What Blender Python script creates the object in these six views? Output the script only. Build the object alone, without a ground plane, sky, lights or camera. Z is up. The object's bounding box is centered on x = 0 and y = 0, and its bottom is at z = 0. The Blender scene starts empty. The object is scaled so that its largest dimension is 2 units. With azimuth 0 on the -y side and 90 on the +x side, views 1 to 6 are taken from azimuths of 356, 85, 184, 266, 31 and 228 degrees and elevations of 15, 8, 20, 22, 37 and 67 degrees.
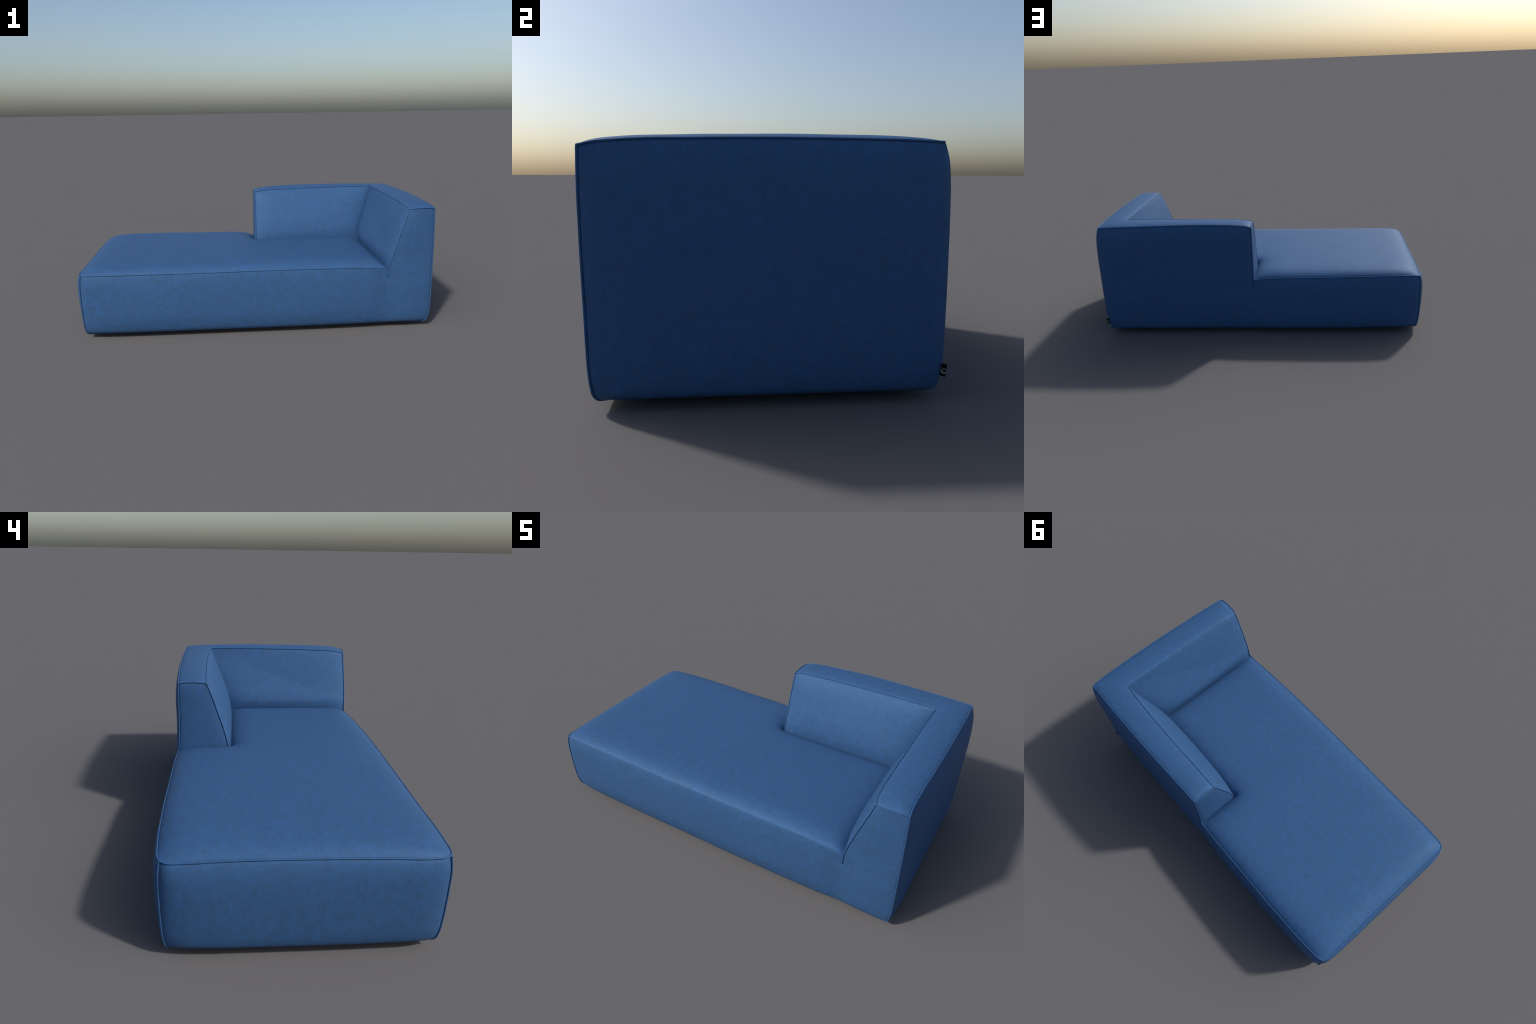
# Upholstered chaise sofa end piece: stuffed fabric panels sewn together along piped seams.
# Every panel is a fine grid spanned between its seam curves and then "stuffed": it is
# inflated along its normals with a screened membrane solution that is zero at the seams.
import bpy, bmesh, math
import numpy as np

# ------------------------------------------------------------------ helpers
def curve(pts, n=None):
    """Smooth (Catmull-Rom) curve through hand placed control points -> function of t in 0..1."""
    P = np.array(pts, float)
    d = np.r_[0, np.cumsum(np.linalg.norm(np.diff(P, axis=0), axis=1))]
    d /= d[-1]
    m = np.gradient(P, d, axis=0)
    def f(t):
        t = np.clip(np.asarray(t, float), 0, 1)
        i = np.clip(np.searchsorted(d, t, side='right') - 1, 0, len(d) - 2)
        h = (d[i + 1] - d[i])
        s = ((t - d[i]) / h)[..., None]
        h = h[..., None]
        return ((2*s**3 - 3*s**2 + 1)*P[i] + (s**3 - 2*s**2 + s)*h*m[i]
                + (-2*s**3 + 3*s**2)*P[i+1] + (s**3 - s**2)*h*m[i+1])
    return f

def lerp(a, b, t):
    return a + (b - a) * t

def spaced(length, start=True, end=True, first=0.0018, grow=1.35, big=0.011):
    """Positions 0..1 along a length, packed closely where a seam lies."""
    if not start and not end:
        n = max(2, int(round(length / big)))
        return np.linspace(0, 1, n + 1)
    def half(L):
        x, s, out = 0.0, first, [0.0]
        while x < L:
            x += s; out.append(x); s = min(s * grow, big)
        o = np.array(out)
        return o * (L / o[-1])
    if start and end:
        a = half(length / 2)
        return np.r_[a, length - a[-2::-1]] / length
    a = half(length)
    return a / length if start else (length - a[::-1]) / length

class Panel:
    """Grid blocks merged into one mesh; blocks may share border rows."""
    def __init__(self):
        self.V = []; self.F = []; self.tag = []; self.n = 0; self.fix = []; self.key = {}
        self.fixh = []
    def block(self, P, fixed, tag):
        nu, nv = P.shape[:2]
        ids = np.empty((nu, nv), int)
        for i in range(nu):
            for j in range(nv):
                k = tuple(np.round(P[i, j], 6))
                if k not in self.key:
                    self.key[k] = len(self.V); self.V.append(P[i, j]); self.fix.append(False)
                ids[i, j] = self.key[k]
                if fixed[i, j]:
                    self.fix[ids[i, j]] = True
        for i in range(nu - 1):
            for j in range(nv - 1):
                q = [ids[i, j], ids[i+1, j], ids[i+1, j+1], ids[i, j+1]]
                if len(set(q)) >= 3:
                    self.F.append(q); self.tag.append(tag)
    def finish(self, outward, bulge, scales, groove=0.0022, width=0.0035, seam=None, wobble=0.0006, seed=0, gain=None, wall=False):
        V = np.array(self.V); F = np.array(self.F); fix = np.array(self.fix)
        N = normals(V, F)
        # orient
        c = V[F].mean(1)
        fn = np.cross(V[F[:, 2]] - V[F[:, 0]], V[F[:, 3]] - V[F[:, 1]])
        if (fn @ np.array(outward)).sum() < 0:
            F = F[:, ::-1]; N = -N
        h = np.zeros(len(V))
        for w, lam in scales:
            h += w * bulge * membrane(V, F, fix, lam)
        if gain is not None:
            h *= gain(V)
        if wall:                       # the tucked hem does not sag
            N[:, 2] = np.maximum(N[:, 2], 0)
        # gentle unevenness of the stuffing, fading out at the seams
        rng = np.random.default_rng(seed)
        wob = np.zeros(len(V))
        for k in range(7):
            d = rng.normal(size=3); d /= np.linalg.norm(d)
            wob += np.sin(V @ d * rng.uniform(9, 34) + rng.uniform(0, 6.3)) / 3
        h += wobble * wob * np.clip(h / max(abs(bulge), 1e-6), 0, 1)
        # the cloth dips beside the piping
        if seam is not None and groove:
            d = dist_to(V, seam)
            h -= groove * np.exp(-(d / width) ** 2)
        self.W = V + N * h[:, None]
        self.F = F
        self.N = normals(self.W, F)
        self.tag = np.array(self.tag)
        return self

def normals(V, F):
    fn = np.cross(V[F[:, 2]] - V[F[:, 0]], V[F[:, 3]] - V[F[:, 1]])
    N = np.zeros_like(V)
    for k in range(4):
        for a in range(3):
            N[:, a] += np.bincount(F[:, k], fn[:, a], len(V))
    return N / np.maximum(np.linalg.norm(N, axis=1), 1e-12)[:, None]

def dist_to(V, S):
    out = np.full(len(V), 1e9)
    for i in range(0, len(S), 64):
        s = S[i:i+64]
        out = np.minimum(out, np.sqrt(((V[:, None, :] - s[None]) ** 2).sum(2)).min(1))
    return out

def membrane(V, F, fix, lam):
    """Solve (L + M/lam^2) h = M/lam^2 with h = 0 on the seams (cotangent weights, CG)."""
    T = np.vstack([F[:, [0, 1, 2]], F[:, [0, 2, 3]]])
    good = (T[:, 0] != T[:, 1]) & (T[:, 1] != T[:, 2]) & (T[:, 0] != T[:, 2])
    T = T[good]
    n = len(V)
    I = []; J = []; W = []
    area = 0.5 * np.linalg.norm(np.cross(V[T[:, 1]] - V[T[:, 0]], V[T[:, 2]] - V[T[:, 0]]), axis=1)
    for k in range(3):
        a, b, c = T[:, k], T[:, (k+1) % 3], T[:, (k+2) % 3]
        u = V[b] - V[a]; v = V[c] - V[a]
        cot = (u * v).sum(1) / np.maximum(np.linalg.norm(np.cross(u, v), axis=1), 1e-12)
        cot = np.maximum(cot, 0.0) * 0.5
        I += [b, c]; J += [c, b]; W += [cot, cot]
    I = np.concatenate(I); J = np.concatenate(J); W = np.concatenate(W)
    M = sum(np.bincount(T[:, k], area / 3, n) for k in range(3)) / lam**2
    D = np.bincount(I, W, n) + M
    free = ~fix
    def A(x):
        return np.where(free, D * x - np.bincount(I, W * x[J], n), x)
    b = np.where(free, M, 0.0)
    x = np.where(free, 1.0, 0.0)
    r = b - A(x); pre = np.where(free, 1 / np.maximum(D, 1e-12), 1.0)
    z = r * pre; p = z.copy(); rz = r @ z
    for it in range(900):
        if rz < 1e-16:
            break
        Ap = A(p); al = rz / (p @ Ap)
        x += al * p; r -= al * Ap
        z = r * pre; rn = r @ z; p = z + (rn / rz) * p; rz = rn
    return x

# ------------------------------------------------------------------ seam curves (metres)
HX, HY = 0.971, 0.466           # where the vertical corner seams stand
Z_SEAT = 0.357                  # height at which armrest/backrest rise out of the base
X_DART = 0.724                  # front dart at the foot of the armrest
X_BACK = 0.034                  # free end of the backrest

def bow(x, amount, power=4):
    return amount * (1 - np.abs(np.clip(np.asarray(x) / HX, -1, 1)) ** power)

# wall profile: how far the corner seams step in, by height (lower hem tucks under)
PROFILE = np.array([(0.018, 0.100), (0.0195, 0.062), (0.0225, 0.036), (0.029, 0.022), (0.039, 0.0135),
                    (0.057, 0.0085), (0.080, 0.0050), (0.120, 0.0025), (0.190, 0.0005), (0.260, 0.0),
                    (0.320, 0.0010), (0.368, 0.0045)])
prof_len = np.r_[0, np.cumsum(np.hypot(np.diff(PROFILE[:, 0]), np.diff(PROFILE[:, 1])))]
def wall_rows():
    """(z, inset) rows from hidden hem up to the level of the seat seam, packed near the top."""
    s = spaced(prof_len[-1], start=False, end=True) * prof_len[-1]
    c = curve(PROFILE[:, ::-1])
    t = s / prof_len[-1]
    q = c(t)
    return q[:, 1], q[:, 0]
ROW_Z, ROW_IN = wall_rows()

seat_front = curve([(-0.966, -0.459, 0.3660), (-0.950, -0.4660, 0.3665), (-0.90, -0.4705, 0.3675), (-0.60, -0.4770, 0.3675), (-0.25, -0.4830, 0.3695),
                    (0.10, -0.4850, 0.3720), (0.35, -0.4830, 0.3705), (0.55, -0.479, 0.365), (X_DART, -0.474, 0.357)])
seat_rear = curve([(-0.966, 0.459, 0.3690), (-0.950, 0.4660, 0.3715), (-0.90, 0.4710, 0.3735), (-0.62, 0.479, 0.3745), (-0.35, 0.477, 0.3700),
                   (-0.10, 0.474, 0.3670), (X_BACK, 0.469, 0.3585)])
seat_foot = curve([(-0.966, -0.459, 0.3660), (-0.974, -0.443, 0.3645), (-0.979, -0.40, 0.3635), (-0.9785, -0.28, 0.3665), (-0.976, 0.0, 0.3700),
                   (-0.978, 0.28, 0.3685), (-0.978, 0.39, 0.3645), (-0.974, 0.443, 0.3650), (-0.966, 0.459, 0.3690)])
arm_outer_top = curve([(0.965, -0.467, 0.687), (0.962, -0.44, 0.694), (0.961, -0.37, 0.7010), (0.964, -0.17, 0.7060), (0.967, 0.05, 0.7075),
                       (0.966, 0.25, 0.706), (0.963, 0.40, 0.703), (0.960, 0.463, 0.700)])
back_outer_top = curve([(0.960, 0.463, 0.700), (0.85, 0.466, 0.704), (0.65, 0.469, 0.708), (0.40, 0.468, 0.7105),
                        (0.22, 0.464, 0.7065), (0.12, 0.461, 0.701), (0.06, 0.4585, 0.694), (X_BACK, 0.457, 0.686)])
arm_inner_top = curve([(0.827, -0.466, 0.686), (0.820, -0.44, 0.6925), (0.8165, -0.39, 0.7005), (0.8155, -0.26, 0.7070),
                       (0.8155, 0.0, 0.7125), (0.816, 0.20, 0.7130), (0.8175, 0.319, 0.7125)])
back_inner_top = curve([(0.8175, 0.319, 0.7125), (0.74, 0.324, 0.712), (0.60, 0.331, 0.711), (0.40, 0.3335, 0.708),
                        (0.20, 0.3325, 0.7035), (0.12, 0.332, 0.700), (0.06, 0.3315, 0.693), (X_BACK, 0.331, 0.686)])
arm_front_top = curve([(0.827, -0.466, 0.686), (0.86, -0.472, 0.690), (0.91, -0.474, 0.6915), (0.945, -0.471, 0.690), (0.965, -0.467, 0.687)])
arm_slant = curve([(0.827, -0.466, 0.686), (0.815, -0.469, 0.646), (0.788, -0.4725, 0.566), (0.7615, -0.475, 0.485),
                   (0.738, -0.475, 0.407), (0.728, -0.4745, 0.357), (0.7245, -0.474, 0.300)])
back_end_slant = curve([(X_BACK, 0.331, 0.686), (X_BACK, 0.316, 0.650), (X_BACK, 0.280, 0.549), (X_BACK, 0.2465, 0.443),
                        (X_BACK, 0.230, 0.370), (X_BACK, 0.218, 0.300)])
back_end_outer = curve([(X_BACK, 0.457, 0.686), (X_BACK, 0.4595, 0.60), (X_BACK, 0.460, 0.506), (X_BACK, 0.463, 0.42),
                        (X_BACK, 0.469, 0.3585), (X_BACK, 0.471, 0.300)])
back_end_top = curve([(X_BACK, 0.331, 0.686), (X_BACK, 0.36, 0.6895), (X_BACK, 0.40, 0.691), (X_BACK, 0.435, 0.689), (X_BACK, 0.457, 0.686)])
crease = curve([(0.8175, 0.319, 0.7125), (0.8085, 0.3095, 0.673), (0.785, 0.286, 0.604), (0.752, 0.254, 0.514),
                (0.730, 0.232, 0.449), (0.722, 0.223, 0.380), (0.720, 0.218, 0.300)])

def sample_by(c, axis, n=900):
    q = c(np.linspace(0, 1, n))
    o = np.argsort(q[:, axis])
    q = q[o]
    return lambda x: np.stack([np.interp(x, q[:, axis], q[:, k]) for k in range(3)], -1)

front_at = sample_by(seat_front, 0); rear_at = sample_by(seat_rear, 0); foot_at = sample_by(seat_foot, 1)

def seam_points(*cs):
    return np.vstack([c(np.linspace(0, 1, 420)) for c in cs])

def corner(sx, sy, top):
    """Vertical corner seam from the hem to the given top point."""
    k = PROFILE[:, 0] >= 0.019
    pts = [(sx * (HX - i), sy * (HY - i), z) for z, i in PROFILE[k]]
    if top[2] > 0.5:
        pts = pts[:-2]
        pts += [(lerp(sx * HX, top[0], w), lerp(sy * HY, top[1], w), z)
                for z, w in ((0.36, 0.1), (0.48, 0.25), (0.60, 0.6))]
    else:
        pts = pts[:-1]
    pts.append(tuple(top))
    return curve(pts)
corner_fl = corner(-1, -1, seat_foot(0.0)); corner_rl = corner(-1, 1, seat_foot(1.0))
corner_fr = curve([(0.905, -0.400, 0.0195), (0.938, -0.433, 0.0225), (0.953, -0.446, 0.029), (0.963, -0.454, 0.042), (0.970, -0.459, 0.07),
                   (0.974, -0.462, 0.11), (0.975, -0.464, 0.18), (0.9745, -0.465, 0.26), (0.973, -0.467, 0.36), (0.971, -0.4685, 0.48),
                   (0.968, -0.469, 0.60), (0.965, -0.467, 0.687)])
# the outer rear corner is stuffed fuller than the others
corner_rr = curve([(0.915, 0.412, 0.0165), (0.938, 0.438, 0.0195), (0.952, 0.455, 0.026), (0.9625, 0.466, 0.038), (0.970, 0.473, 0.070), (0.977, 0.477, 0.130),
                   (0.980, 0.4775, 0.22), (0.980, 0.4775, 0.40), (0.979, 0.4765, 0.52), (0.975, 0.4745, 0.61), (0.969, 0.4705, 0.663), (0.960, 0.463, 0.700)])
def snap(P, col, c, reach=0.10):
    """Draw a wall's border column onto a corner seam, fading out along the wall."""
    q = c(np.linspace(0, 1, 1200))
    lz = P[col, :, 2]
    tgt = np.stack([np.interp(lz, q[:, 2], q[:, k]) for k in range(2)], -1)
    d = tgt - P[col, :, :2]
    d *= np.clip((lz - 0.0168) / 0.006, 0, 1)[:, None]
    dist = np.linalg.norm(P[:, :, :2] - P[col, :, :2][None], axis=2)
    P[:, :, :2] += np.exp(-dist / reach)[..., None] * d[None]
panels = []

# ------------------------------------------------------------------ walls
def wall_lower(axis, sign, s_cols, seam_z, seam_out, bow_fn, half):
    """Lower wall block. s_cols run -1..1 along the wall; returns P[col,row]."""
    P = np.zeros((len(s_cols), len(ROW_Z), 3))
    for i, s in enumerate(s_cols):
        zt = seam_z(s * half)
        w = np.clip((ROW_Z - 0.10) / (ROW_Z[-1] - 0.10), 0, 1)
        z = ROW_Z + w * (zt - ROW_Z[-1])
        ins = ROW_IN.copy()
        other = half - ins
        out = seam_out(s * half, w, ins)
        if axis == 1:      # wall faces +-y
            P[i, :, 0] = s * other; P[i, :, 1] = sign * out; P[i, :, 2] = z
        else:
            P[i, :, 1] = s * other; P[i, :, 0] = sign * out; P[i, :, 2] = z
    return P

def cols(breaks):
    out = []
    for a, b in zip(breaks[:-1], breaks[1:]):
        t = lerp(a, b, spaced(b - a)); out += list(t if not out else t[1:])
    return np.array(out)

# ---- front wall with armrest front, one L shaped cloth
cx = np.r_[cols([-HX, X_DART])[:-1], cols([X_DART, HX])]
ndart = len(cols([-HX, X_DART])) - 1
def f_z(x):
    return front_at(x)[2] if x < X_DART else 0.357
def f_out(x, w, ins):
    seam = -front_at(min(x, X_DART))[1] if x < X_DART else lerp(-front_at(X_DART)[1], HY, ((x - X_DART) / (HX - X_DART)) ** 2)
    body = HY - ins + bow(x, 0.017, 6) * (1 - 0.9 * np.clip((x - 0.35) / 0.45, 0, 1)) * (0.45 + 0.55 * np.clip((ROW_Z - 0.02) / 0.10, 0, 1))
    return lerp(body, seam, w ** 1.5)
P = wall_lower(1, -1, cx / HX, f_z, f_out, None, HX)
snap(P, -1, corner_fr); snap(P, 0, corner_fl)
fx = np.zeros(P.shape[:2], bool)
fx[0] = fx[-1] = True; fx[:, 0] = True
fx[:ndart + 1, -1] = True
fx[ndart, ROW_Z > 0.300] = True
front = Panel(); front.block(P, fx, 'base')
wcol = (P[ndart:, -1, 0] - P[ndart, -1, 0]) / (P[-1, -1, 0] - P[ndart, -1, 0])
vr = spaced(0.33, start=False, end=True)
sl = arm_slant(np.linspace(0, 1, 900)); sl = sl[::-1]
cfr = corner_fr(np.linspace(0, 1, 900))
U = np.zeros((len(wcol), len(vr), 3))
base_row = P[ndart:, -1]
toprow = arm_front_top(wcol)
for j, v in enumerate(vr):
    z = lerp(0.357, 0.687, v)
    L = np.array([np.interp(z, sl[:, 2], sl[:, k]) for k in range(3)])
    R = np.array([np.interp(z, cfr[:, 2], cfr[:, k]) for k in range(3)])
    row = lerp(L[None], R[None], wcol[:, None])
    row[:, 1] -= 0.002 * np.sin(np.pi * wcol)
    U[:, j] = row
U += (1 - vr)[None, :, None] ** 2 * (base_row - U[:, 0])[:, None] + vr[None, :, None] ** 2 * (toprow - U[:, -1])[:, None]
U[:, 0] = base_row
fu = np.zeros(U.shape[:2], bool); fu[0] = fu[-1] = True; fu[:, -1] = True
front.block(U, fu, 'armrest')
dart = curve([(X_DART, -0.474, 0.357), (X_DART, -0.478, 0.33), (X_DART, -0.482, 0.300)])
def front_gain(V):
    x, z = V[:, 0], V[:, 2]
    right = np.clip((x - 0.45) / 0.25, 0, 1)
    g = 1 - right * np.interp(z, (0.25, 0.33, 0.42), (0.15, 0.5, 0.9))
    return g * (1 - 0.6 * np.exp(-((x - X_DART) / 0.07) ** 2) * np.clip((0.36 - z) / 0.03, 0, 1))
front.finish((0, -1, 0), 0.016, ((0.3, 0.03), (0.7, 0.08)), seed=1, gain=front_gain, wall=True,
             seam=seam_points(seat_front, arm_slant, arm_front_top, corner_fl, corner_fr))
panels.append(front)

# ---- rear wall with the back of the backrest
cx = np.r_[cols([-HX, X_BACK])[:-1], cols([X_BACK, HX])]
nb = len(cols([-HX, X_BACK])) - 1
def r_z(x):
    return rear_at(x)[2] if x < X_BACK else 0.3585
def r_out(x, w, ins):
    seam = rear_at(x)[1] if x < X_BACK else lerp(0.469, HY, (x - X_BACK) / (HX - X_BACK)) + 0.008 * math.sin(math.pi * (x - X_BACK) / (HX - X_BACK))
    body = HY - ins + bow(x, 0.013, 6) * (1 - 0.3 * np.clip((x - X_BACK) / 0.15, 0, 1))
    return lerp(body, seam, w ** 1.5)
P = wall_lower(1, 1, cx / HX, r_z, r_out, None, HX)
snap(P, -1, corner_rr); snap(P, 0, corner_rl)
fx = np.zeros(P.shape[:2], bool)
fx[0] = fx[-1] = True; fx[:, 0] = True
fx[:nb + 1, -1] = True
fx[nb, ROW_Z > 0.305] = True
rear = Panel(); rear.block(P, fx, 'base')
wcol = (P[nb:, -1, 0] - P[nb, -1, 0]) / (P[-1, -1, 0] - P[nb, -1, 0])
eo = back_end_outer(np.linspace(0, 1, 900))[::-1]; crr = corner_rr(np.linspace(0, 1, 900))
toprow = back_outer_top(1 - wcol); toprow = toprow
bot = sample_by(back_outer_top, 0)
U = np.zeros((len(wcol), len(vr), 3)); base_row = P[nb:, -1]
xt = lerp(X_BACK, back_outer_top(0.0)[0], wcol)
toprow = bot(xt)
for j, v in enumerate(vr):
    z = lerp(0.3585, 0.686, v)
    L = np.array([np.interp(z, eo[:, 2], eo[:, k]) for k in range(3)])
    R = np.array([np.interp(z + 0.014 * v, crr[:, 2], crr[:, k]) for k in range(3)])
    U[:, j] = lerp(L[None], R[None], wcol[:, None])
    U[:, j, 1] += 0.006 * np.sin(np.pi * wcol)
U += (1 - vr)[None, :, None] ** 2 * (base_row - U[:, 0])[:, None] + vr[None, :, None] ** 2 * (toprow - U[:, -1])[:, None]
U[:, 0] = base_row
fu = np.zeros(U.shape[:2], bool); fu[0] = fu[-1] = True; fu[:, -1] = True
rear.block(U, fu, 'backrest')
def rear_gain(V):
    x, z = V[:, 0], V[:, 2]
    return (1 - 0.35 * np.clip((x - X_BACK) / 0.1, 0, 1) * np.interp(z, (0.35, 0.6), (1, 0.2))) * (1 - 0.6 * np.exp(-((x - X_BACK) / 0.09) ** 2) * np.clip((0.38 - z) / 0.05, 0, 1))
rear.finish((0, 1, 0), 0.021, ((0.5, 0.022), (0.5, 0.07)), seed=2, gain=rear_gain, wall=True,
            seam=seam_points(seat_rear, back_end_outer, back_outer_top, corner_rl))
panels.append(rear)

# ---- foot end wall
cy = cols([-HY, HY])
P = wall_lower(0, -1, cy / HY, lambda y: foot_at(y)[2],
               lambda y, w, ins: lerp(HX - ins, -foot_at(y)[0], w ** 1.5), None, HY)
snap(P, 0, corner_fl); snap(P, -1, corner_rl)
fx = np.zeros(P.shape[:2], bool); fx[0] = fx[-1] = True; fx[:, 0] = True; fx[:, -1] = True
foot_end = Panel(); foot_end.block(P, fx, 'base')
foot_end.finish((-1, 0, 0), 0.029, ((0.4, 0.025), (0.6, 0.07)), seed=3, wall=True, seam=seam_points(seat_foot, corner_fl, corner_rl))
panels.append(foot_end)

# ---- outer side of the armrest, full height
P = wall_lower(0, 1, cy / HY, lambda y: Z_SEAT, lambda y, w, ins: HX - ins * (1 - w), None, HY)
ao = sample_by(arm_outer_top, 1)
fx = np.zeros(P.shape[:2], bool); fx[0] = fx[-1] = True; fx[:, 0] = True
snap(P, -1, corner_rr); snap(P, 0, corner_fr)
outer = Panel()
base_row = P[:, -1]
U = np.zeros((len(cy), len(vr), 3)); wcol = (cy + HY) / (2 * HY)
toprow = ao(lerp(arm_outer_top(0.0)[1], arm_outer_top(1.0)[1], wcol))
for j, v in enumerate(vr):
    z = lerp(0.357, 0.693, v)
    L = np.array([np.interp(z - 0.006 * v, cfr[:, 2], cfr[:, k]) for k in range(3)])
    R = np.array([np.interp(z + 0.007 * v, crr[:, 2], crr[:, k]) for k in range(3)])
    U[:, j] = lerp(L[None], R[None], wcol[:, None])
U += (1 - vr)[None, :, None] ** 2 * (base_row - U[:, 0])[:, None] + vr[None, :, None] ** 2 * (toprow - U[:, -1])[:, None]
U[:, 0] = base_row
fu = np.zeros(U.shape[:2], bool); fu[0] = fu[-1] = True; fu[:, -1] = True
outer.block(P, fx, 'base'); outer.block(U, fu, 'armrest')
outer.finish((1, 0, 0), 0.025, ((0.25, 0.024), (0.75, 0.075)), seed=4, wall=True,
             gain=lambda V: np.interp(V[:, 1], (-0.45, -0.25, -0.05, 0.2), (1.05, 0.92, 0.86, 1.05)), seam=seam_points(arm_outer_top, corner_fr))
panels.append(outer)

# the outer rear corner is a blind, unpiped seam: let the shading run smoothly round it
rr_points = corner_rr(np.linspace(0, 1, 300))
for p in (rear, outer):
    d = dist_to(p.W, rr_points)
    w = np.exp(-(d / 0.016) ** 2)[:, None] * np.clip((0.69 - p.W[:, 2:3]) / 0.03, 0, 1)
    N = p.N * (1 - w) + w * np.array([0.7071, 0.7071, 0]) * np.sqrt(np.maximum(0, 1 - p.N[:, 2:3] ** 2)) + w * p.N * np.array([0, 0, 1])
    p.N = N / np.linalg.norm(N, axis=1)[:, None]

# ------------------------------------------------------------------ top strip over armrest and backrest
vv = spaced(0.145)
ua = spaced(0.8, True, False); ub = spaced(0.8, False, True)
top = Panel()
for inner_c, outer_c, uu, tag in ((arm_inner_top, arm_outer_top, ua, 'armrest'), (back_inner_top, back_outer_top, ub, 'backrest')):
    A = inner_c(uu); B = outer_c(uu)
    P = lerp(A[:, None], B[:, None], vv[None, :, None])
    fx = np.zeros(P.shape[:2], bool); fx[:, 0] = fx[:, -1] = True
    if tag == 'armrest':
        fx[0] = True
        P[0] = arm_front_top(vv)
        ramp = np.exp(-((uu * 0.8) / 0.03))[:, None, None]
        P[1:] += ramp[1:] * (arm_front_top(vv) - lerp(A[0], B[0], vv[:, None]))[None]
    else:
        fx[-1] = True
        P[-1] = back_end_top(vv)
        ramp = np.exp(-(((1 - uu) * 0.8) / 0.03))[:, None, None]
        P[:-1] += ramp[:-1] * (back_end_top(vv) - lerp(A[-1], B[-1], vv[:, None]))[None]
    P[:, 0] = A; P[:, -1] = B
    top.block(P, fx, tag)
top.finish((0, 0, 1), 0.017, ((0.5, 0.02), (0.5, 0.05)), seed=5,
           seam=seam_points(arm_inner_top, arm_outer_top, back_inner_top, back_outer_top, arm_front_top, back_end_top))
panels.append(top)

# ------------------------------------------------------------------ leaning inner faces, end of the backrest
def leaning(left, right, topc, flip, length, height, outward, bulge, scales, tag, seams, left_fix=True, right_fix=True, seed=0, groove=0.0022, gain=None):
    uu = spaced(length); vv = spaced(height, True, False)
    L = left(vv); R = right(vv); T = topc(uu if not flip else 1 - uu)
    P = lerp(L[None], R[None], uu[:, None, None])
    P += (1 - vv)[None, :, None] ** 3 * (T - lerp(L[0], R[0], uu[:, None]))[:, None]
    fx = np.zeros(P.shape[:2], bool); fx[0] = left_fix; fx[-1] = right_fix; fx[:, 0] = True
    p = Panel(); p.block(P, fx, tag)
    p.finish(outward, bulge, scales, seam=seams, seed=seed, groove=groove, gain=gain)
    panels.append(p)
arm_fullness = lambda V: np.clip((0.72 - V[:, 2]) / 0.33, lerp(0.75, 0.2, np.clip((V[:, 1] + 0.30) / 0.5, 0, 1)), 1) * np.interp(V[:, 2], (0.36, 0.42), (0.4, 1))
back_fullness = lambda V: np.interp(V[:, 2], (0.36, 0.42, 0.5), (0.40, 0.80, 1))
leaning(arm_slant, crease, arm_inner_top, False, 0.74, 0.42, (-1, 0, 0.4), 0.036, ((0.25, 0.03), (0.75, 0.10)), 'armrest',
        seam_points(arm_slant, arm_inner_top), seed=6, gain=arm_fullness)
leaning(crease, back_end_slant, back_inner_top, False, 0.74, 0.42, (0, -1, 0.4), 0.033, ((0.35, 0.03), (0.65, 0.09)), 'backrest',
        seam_points(back_end_slant, back_inner_top), seed=7, gain=back_fullness)
leaning(back_end_slant, back_end_outer, back_end_top, False, 0.18, 0.38, (-1, 0, 0), 0.010, ((0.5, 0.02), (0.5, 0.05)), 'backrest',
        seam_points(back_end_slant, back_end_outer, back_end_top), seed=8)

# ------------------------------------------------------------------ seat cushion
XR = 0.775
tx = np.r_[lerp(0, 0.58, spaced(1.0, True, False)), lerp(0.58, 1, np.linspace(0, 1, 66))[1:]]
ty = spaced(0.95)
P = np.zeros((len(tx), len(ty), 3))
for i, t in enumerate(tx):
    x0 = lerp(-0.967, XR, t)
    a = front_at(min(x0, X_DART)); b = rear_at(min(x0, X_BACK))
    a[0] = x0; b[0] = x0
    P[i] = lerp(a[None], b[None], ty[:, None])
fo = foot_at(P[0, :, 1])
fade = np.exp(-(P[:, 0, 0] + 0.967) / 0.06)
P[:, :, 0] += fade[:, None] * (fo[:, 0] - P[0, :, 0])[None]
P[:, :, 2] += fade[:, None] * (fo[:, 2] - P[0, :, 2])[None]
fx = np.zeros(P.shape[:2], bool); fx[0] = True; fx[:, 0] = fx[:, -1] = True
under = ((P[..., 0] > X_BACK - 0.004) & (P[..., 1] > 0.222)) | (P[..., 0] > 0.718)
fx |= under
seat = Panel(); seat.block(P, fx, 'seat')
seat.finish((0, 0, 1), 0.042, ((0.85, 0.033), (0.15, 0.12)), seed=9,
            gain=lambda V: 1 + 0.05 * np.clip((V[:, 0] + 0.2) / 0.5, 0, 1), wobble=0.0012, seam=seam_points(seat_front, seat_rear, seat_foot))
panels.append(seat)

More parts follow.
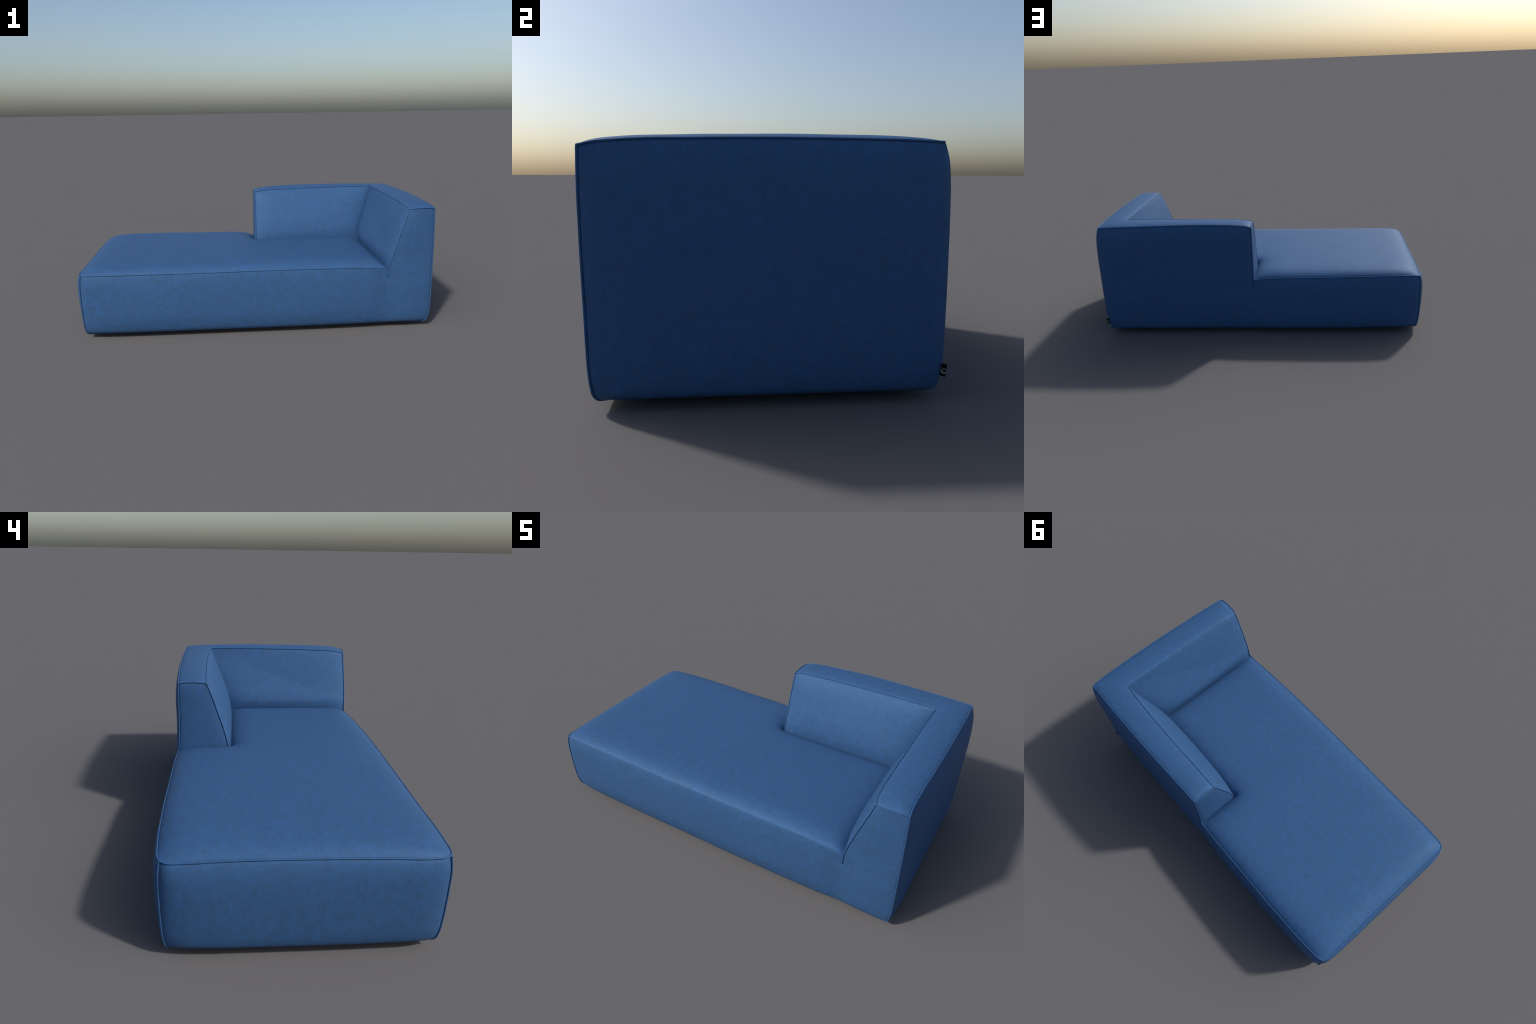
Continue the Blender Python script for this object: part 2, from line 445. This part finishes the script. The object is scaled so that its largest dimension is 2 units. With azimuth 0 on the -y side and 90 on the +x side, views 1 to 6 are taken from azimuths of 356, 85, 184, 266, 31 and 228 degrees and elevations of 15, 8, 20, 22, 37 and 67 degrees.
# ------------------------------------------------------------------ materials
def nodes_of(name):
    m = bpy.data.materials.new(name); m.use_nodes = True
    nt = m.node_tree; nt.nodes.clear()
    o = nt.nodes.new('ShaderNodeOutputMaterial'); b = nt.nodes.new('ShaderNodeBsdfPrincipled')
    nt.links.new(b.outputs[0], o.inputs[0])
    return m, nt, b

FABRIC_DARK = (0.0325, 0.074, 0.155, 1)
FABRIC_MID = (0.033, 0.084, 0.190, 1)
FABRIC_LIGHT = (0.0330, 0.097, 0.240, 1)
def fabric_material():
    m, nt, b = nodes_of('blue_woven_fabric')
    N = nt.nodes.new; L = nt.links.new
    tc = N('ShaderNodeTexCoord')
    def noise(scale, detail, sx=1, sy=1, sz=1, rough=0.55, loc=0):
        mp = N('ShaderNodeMapping'); mp.inputs['Scale'].default_value = (sx, sy, sz)
        mp.inputs['Location'].default_value = (loc, loc * 1.7, loc * 0.6)
        L(tc.outputs['Object'], mp.inputs['Vector'])
        n = N('ShaderNodeTexNoise'); n.inputs['Scale'].default_value = scale
        n.inputs['Detail'].default_value = detail; n.inputs['Roughness'].default_value = rough
        L(mp.outputs[0], n.inputs['Vector']); return n.outputs['Fac']
    def math_(op, a, c, v=None):
        n = N('ShaderNodeMath'); n.operation = op
        for k, s in enumerate((a, c)):
            if isinstance(s, (int, float)): n.inputs[k].default_value = s
            else: L(s, n.inputs[k])
        return n.outputs[0]
    # melange: cloudy patches + slubby threads running up/down and along
    cloud = noise(32, 6, rough=0.7)
    slub_z = noise(1, 3, 260, 260, 30, loc=3.1)
    slub_x = noise(1, 3, 34, 190, 190, loc=7.7)
    slub_y = noise(1, 3, 190, 34, 190, loc=5.2)
    grain = noise(420, 2, rough=0.7)
    s = math_('ADD', math_('MULTIPLY', slub_z, 0.48), math_('ADD', math_('MULTIPLY', slub_x, 0.26), math_('MULTIPLY', slub_y, 0.26)))
    s = math_('ADD', math_('MULTIPLY', s, 0.50), math_('ADD', math_('MULTIPLY', cloud, 0.38), math_('MULTIPLY', grain, 0.12)))
    r = N('ShaderNodeValToRGB')
    r.color_ramp.elements[0].position = 0.41; r.color_ramp.elements[0].color = FABRIC_DARK
    r.color_ramp.elements[1].position = 0.60; r.color_ramp.elements[1].color = FABRIC_LIGHT
    e = r.color_ramp.elements.new(0.50); e.color = FABRIC_MID
    L(s, r.inputs[0])
    # scattered greyish slubs
    sp = noise(34, 3, loc=11.0)
    spr = N('ShaderNodeValToRGB'); spr.color_ramp.elements[0].position = 0.62; spr.color_ramp.elements[1].position = 0.74
    L(sp, spr.inputs[0])
    mx = N('ShaderNodeMix'); mx.data_type = 'RGBA'
    L(math_('MULTIPLY', spr.outputs[0], 0.28), mx.inputs[0]); L(r.outputs[0], mx.inputs[6]); mx.inputs[7].default_value = (0.031, 0.064, 0.124, 1)
    L(mx.outputs[2], b.inputs['Base Color'])
    b.inputs['Roughness'].default_value = 0.58
    b.inputs['Specular IOR Level'].default_value = 0.29
    b.inputs['Specular Tint'].default_value = (0.38, 0.66, 1.0, 1)
    b.inputs['Sheen Weight'].default_value = 0.0
    b.inputs['Sheen Roughness'].default_value = 0.45
    b.inputs['Sheen Tint'].default_value = (0.55, 0.72, 1.0, 1)
    bp = N('ShaderNodeBump'); bp.inputs['Strength'].default_value = 0.18; bp.inputs['Distance'].default_value = 0.001
    L(math_('ADD', math_('MULTIPLY', s, 1.0), math_('MULTIPLY', grain, 0.5)), bp.inputs['Height'])
    L(bp.outputs[0], b.inputs['Normal'])
    return m

def plain(name, col, rough, spec=0.3):
    m, nt, b = nodes_of(name)
    n = nt.nodes.new('ShaderNodeTexNoise'); n.inputs['Scale'].default_value = 300
    tc = nt.nodes.new('ShaderNodeTexCoord'); nt.links.new(tc.outputs['Object'], n.inputs['Vector'])
    r = nt.nodes.new('ShaderNodeValToRGB')
    r.color_ramp.elements[0].color = tuple(c * 0.8 for c in col) + (1,)
    r.color_ramp.elements[1].color = tuple(min(1, c * 1.2) for c in col) + (1,)
    nt.links.new(n.outputs['Fac'], r.inputs[0]); nt.links.new(r.outputs[0], b.inputs['Base Color'])
    b.inputs['Roughness'].default_value = rough; b.inputs['Specular IOR Level'].default_value = spec
    return m
FABRIC = fabric_material()
LINING = plain('black_dust_cover_cloth', (0.012, 0.012, 0.013), 0.9, 0.1)
PLASTIC = plain('black_plastic', (0.010, 0.010, 0.011), 0.5)
TAG = plain('black_tag_ribbon', (0.006, 0.006, 0.007), 0.8, 0.1)
THREAD = plain('grey_woven_thread', (0.33, 0.34, 0.36), 0.8, 0.2)

# ------------------------------------------------------------------ objects
root = bpy.data.objects.new('chaise_sofa', None)
bpy.context.scene.collection.objects.link(root)
root['label'] = 'blue fabric chaise sofa with corner backrest and armrest'
root['category'] = 'sofa'

def add(name, mesh, mat, parent=root):
    if mat is not None:
        mesh.materials.append(mat)
    o = bpy.data.objects.new(name, mesh); bpy.context.scene.collection.objects.link(o)
    o.parent = parent
    return o

for part, name in (('seat', 'seat_cushion'), ('base', 'base'), ('armrest', 'armrest'), ('backrest', 'backrest')):
    V = []; F = []; N = []; off = 0
    for p in panels:
        f = p.F[p.tag == part]
        if not len(f):
            continue
        used = np.unique(f); remap = np.full(len(p.W), -1); remap[used] = np.arange(len(used)) + off
        V.append(p.W[used]); N.append(p.N[used]); F += remap[f].tolist(); off += len(used)
    V = np.vstack(V); N = np.vstack(N)
    me = bpy.data.meshes.new(name); me.from_pydata(V.tolist(), [], F)
    me.shade_smooth(); me.normals_split_custom_set_from_vertices(N.tolist())
    add(name, me, FABRIC)

# ---- piping: thin welt along every seam
def tube(pts, radius, sides=10, name='piping', mat=None, parent=root, taper=None):
    P = np.array(pts, float); n = len(P)
    T = np.gradient(P, axis=0); T /= np.linalg.norm(T, axis=1)[:, None]
    a = np.array([0.31, 0.52, 0.79]); nrm = a - (a @ T[0]) * T[0]; nrm /= np.linalg.norm(nrm)
    V = []; F = []
    for i in range(n):
        nrm = nrm - (nrm @ T[i]) * T[i]; nrm /= np.linalg.norm(nrm)
        bi = np.cross(T[i], nrm)
        rr = radius if taper is None else radius * taper(i / (n - 1))
        for k in range(sides):
            th = 2 * math.pi * k / sides
            V.append(P[i] + rr * (math.cos(th) * nrm + math.sin(th) * bi))
    for i in range(n - 1):
        for k in range(sides):
            k2 = (k + 1) % sides
            F.append([i*sides + k, i*sides + k2, (i+1)*sides + k2, (i+1)*sides + k])
    F.append(list(range(sides))[::-1]); F.append([(n-1)*sides + k for k in range(sides)])
    me = bpy.data.meshes.new(name); me.from_pydata([tuple(v) for v in V], [], F); me.shade_smooth()
    return add(name, me, mat, parent)

R_PIPE = 0.0032
seams = [((lambda t: seat_front(1 - t), seat_foot, seat_rear), None),
         ((arm_outer_top, back_outer_top), None), ((arm_inner_top, back_inner_top), None),
         ((arm_front_top,), (0, -0.5, 0.5)), ((back_end_top,), (-0.5, 0, 0.5)),
         ((arm_slant,), (-0.6, -0.6, 0)), ((back_end_slant,), (-0.6, -0.6, 0)), ((back_end_outer,), (-0.6, 0.6, 0)),
         ((corner_fl,), (-0.6, -0.6, 0)), ((corner_rl,), (-0.6, 0.6, 0)), ((corner_fr,), (0.6, -0.6, 0))]
PROUD = 0.0010
for cs, push in seams:
    if push is None:
        a = [c(np.linspace(0, 1, 160)) for c in cs]
        pts = np.vstack([a[0]] + [q[1:] for q in a[1:]])
        pts = pts + np.array([0, 0, PROUD])
        for _ in range(3):             # cord rounds the corners softly
            pts[1:-1] = 0.25 * pts[:-2] + 0.5 * pts[1:-1] + 0.25 * pts[2:]
    else:
        pts = cs[0](np.linspace(0, 1, 200)) + np.array(push) * PROUD
    end = cs[0] in (back_end_outer, arm_slant)
    tube(pts, R_PIPE, mat=FABRIC, taper=(lambda t: 1 if t < 0.97 else max(0.3, 1 - (t - 0.97) / 0.03 * 0.7)) if end else None)

# ---- underside lining and feet
def slab(name, x0, x1, y0, y1, z0, z1, mat):
    bm = bmesh.new(); bmesh.ops.create_cube(bm, size=1)
    for v in bm.verts:
        v.co = (lerp(x0, x1, v.co.x + .5), lerp(y0, y1, v.co.y + .5), lerp(z0, z1, v.co.z + .5))
    bmesh.ops.bevel(bm, geom=bm.edges[:], offset=0.002, segments=2, affect='EDGES')
    me = bpy.data.meshes.new(name); bm.to_mesh(me); bm.free()
    return add(name, me, mat)
slab('dust_cover', -0.90, 0.90, -0.40, 0.40, 0.0135, 0.020, LINING)

bm = bmesh.new()
bmesh.ops.create_cone(bm, segments=32, radius1=0.026, radius2=0.030, depth=0.018, cap_ends=True)
bmesh.ops.bevel(bm, geom=[e for e in bm.edges if abs(e.verts[0].co.z - e.verts[1].co.z) < 1e-6], offset=0.002, segments=2, affect='EDGES')
me = bpy.data.meshes.new('foot'); bm.to_mesh(me); bm.free(); me.materials.append(PLASTIC)
for x in (-0.82, 0.0, 0.82):
    for y in (-0.33, 0.33):
        o = bpy.data.objects.new('foot', me); bpy.context.scene.collection.objects.link(o)
        o.location = (x, y, 0.009); o.parent = root

# ---- woven tag sewn into the rear corner seam, with a ring shaped emblem on both faces
def tag():
    q = corner_rr(np.linspace(0, 1, 600))
    at = lambda z: np.array([np.interp(z, q[:, 2], q[:, k]) for k in range(3)])
    lo, hi = at(0.074), at(0.110)
    out = np.array([0.62, 0.72, -0.10]); out /= np.linalg.norm(out)
    upv = (hi - lo); H = np.linalg.norm(upv); upv /= H
    nrm = np.cross(upv, out); nrm /= np.linalg.norm(nrm)
    W = 0.0150; th = 0.0009
    # folded ribbon: two layers joined by a round fold at the outer end
    prof = [(-0.006, th)] + [(W - 0.0015, th)] + [(W - 0.0015 + 0.0015 * math.sin(a), th * math.cos(a)) for a in np.linspace(0.3, math.pi - 0.3, 7)] + [(W - 0.0015, -th), (-0.006, -th)]
    V = []; F = []
    rows = np.linspace(0, 1, 9)
    for r in rows:
        for (w, t) in prof:
            V.append(lo + upv * H * r + out * w + nrm * (t + 0.0008 * math.sin(r * 3)))
    m = len(prof)
    for i in range(len(rows) - 1):
        for k in range(m):
            F.append([i*m + k, i*m + (k+1) % m, (i+1)*m + (k+1) % m, (i+1)*m + k])
    F.append(list(range(m))[::-1]); F.append([(len(rows)-1)*m + k for k in range(m)])
    me = bpy.data.meshes.new('fabric_tag'); me.from_pydata([tuple(v) for v in V], [], F)
    t = add('fabric_tag', me, TAG)
    for side in (1, -1):
        for rad, a0, a1, cw in ((0.0054, 0.12 * math.pi, 1.88 * math.pi, 0.0096), (0.0084, 0.98 * math.pi, 1.70 * math.pi, 0.0096)):
            ang = np.linspace(a0, a1, 48)
            pts = []
            for a in ang:
                w = cw + rad * math.cos(a)
                if w > W - 0.0006:
                    if len(pts) > 3: break
                    continue
                z = 0.48 * H + rad * math.sin(a)
                pts.append(lo + upv * z + out * w + nrm * (side * (th + 0.0001) + 0.0008 * math.sin(z / H * 3)))
            tube(pts, 0.0009, sides=6, name='emblem', mat=THREAD, parent=t)
tag()
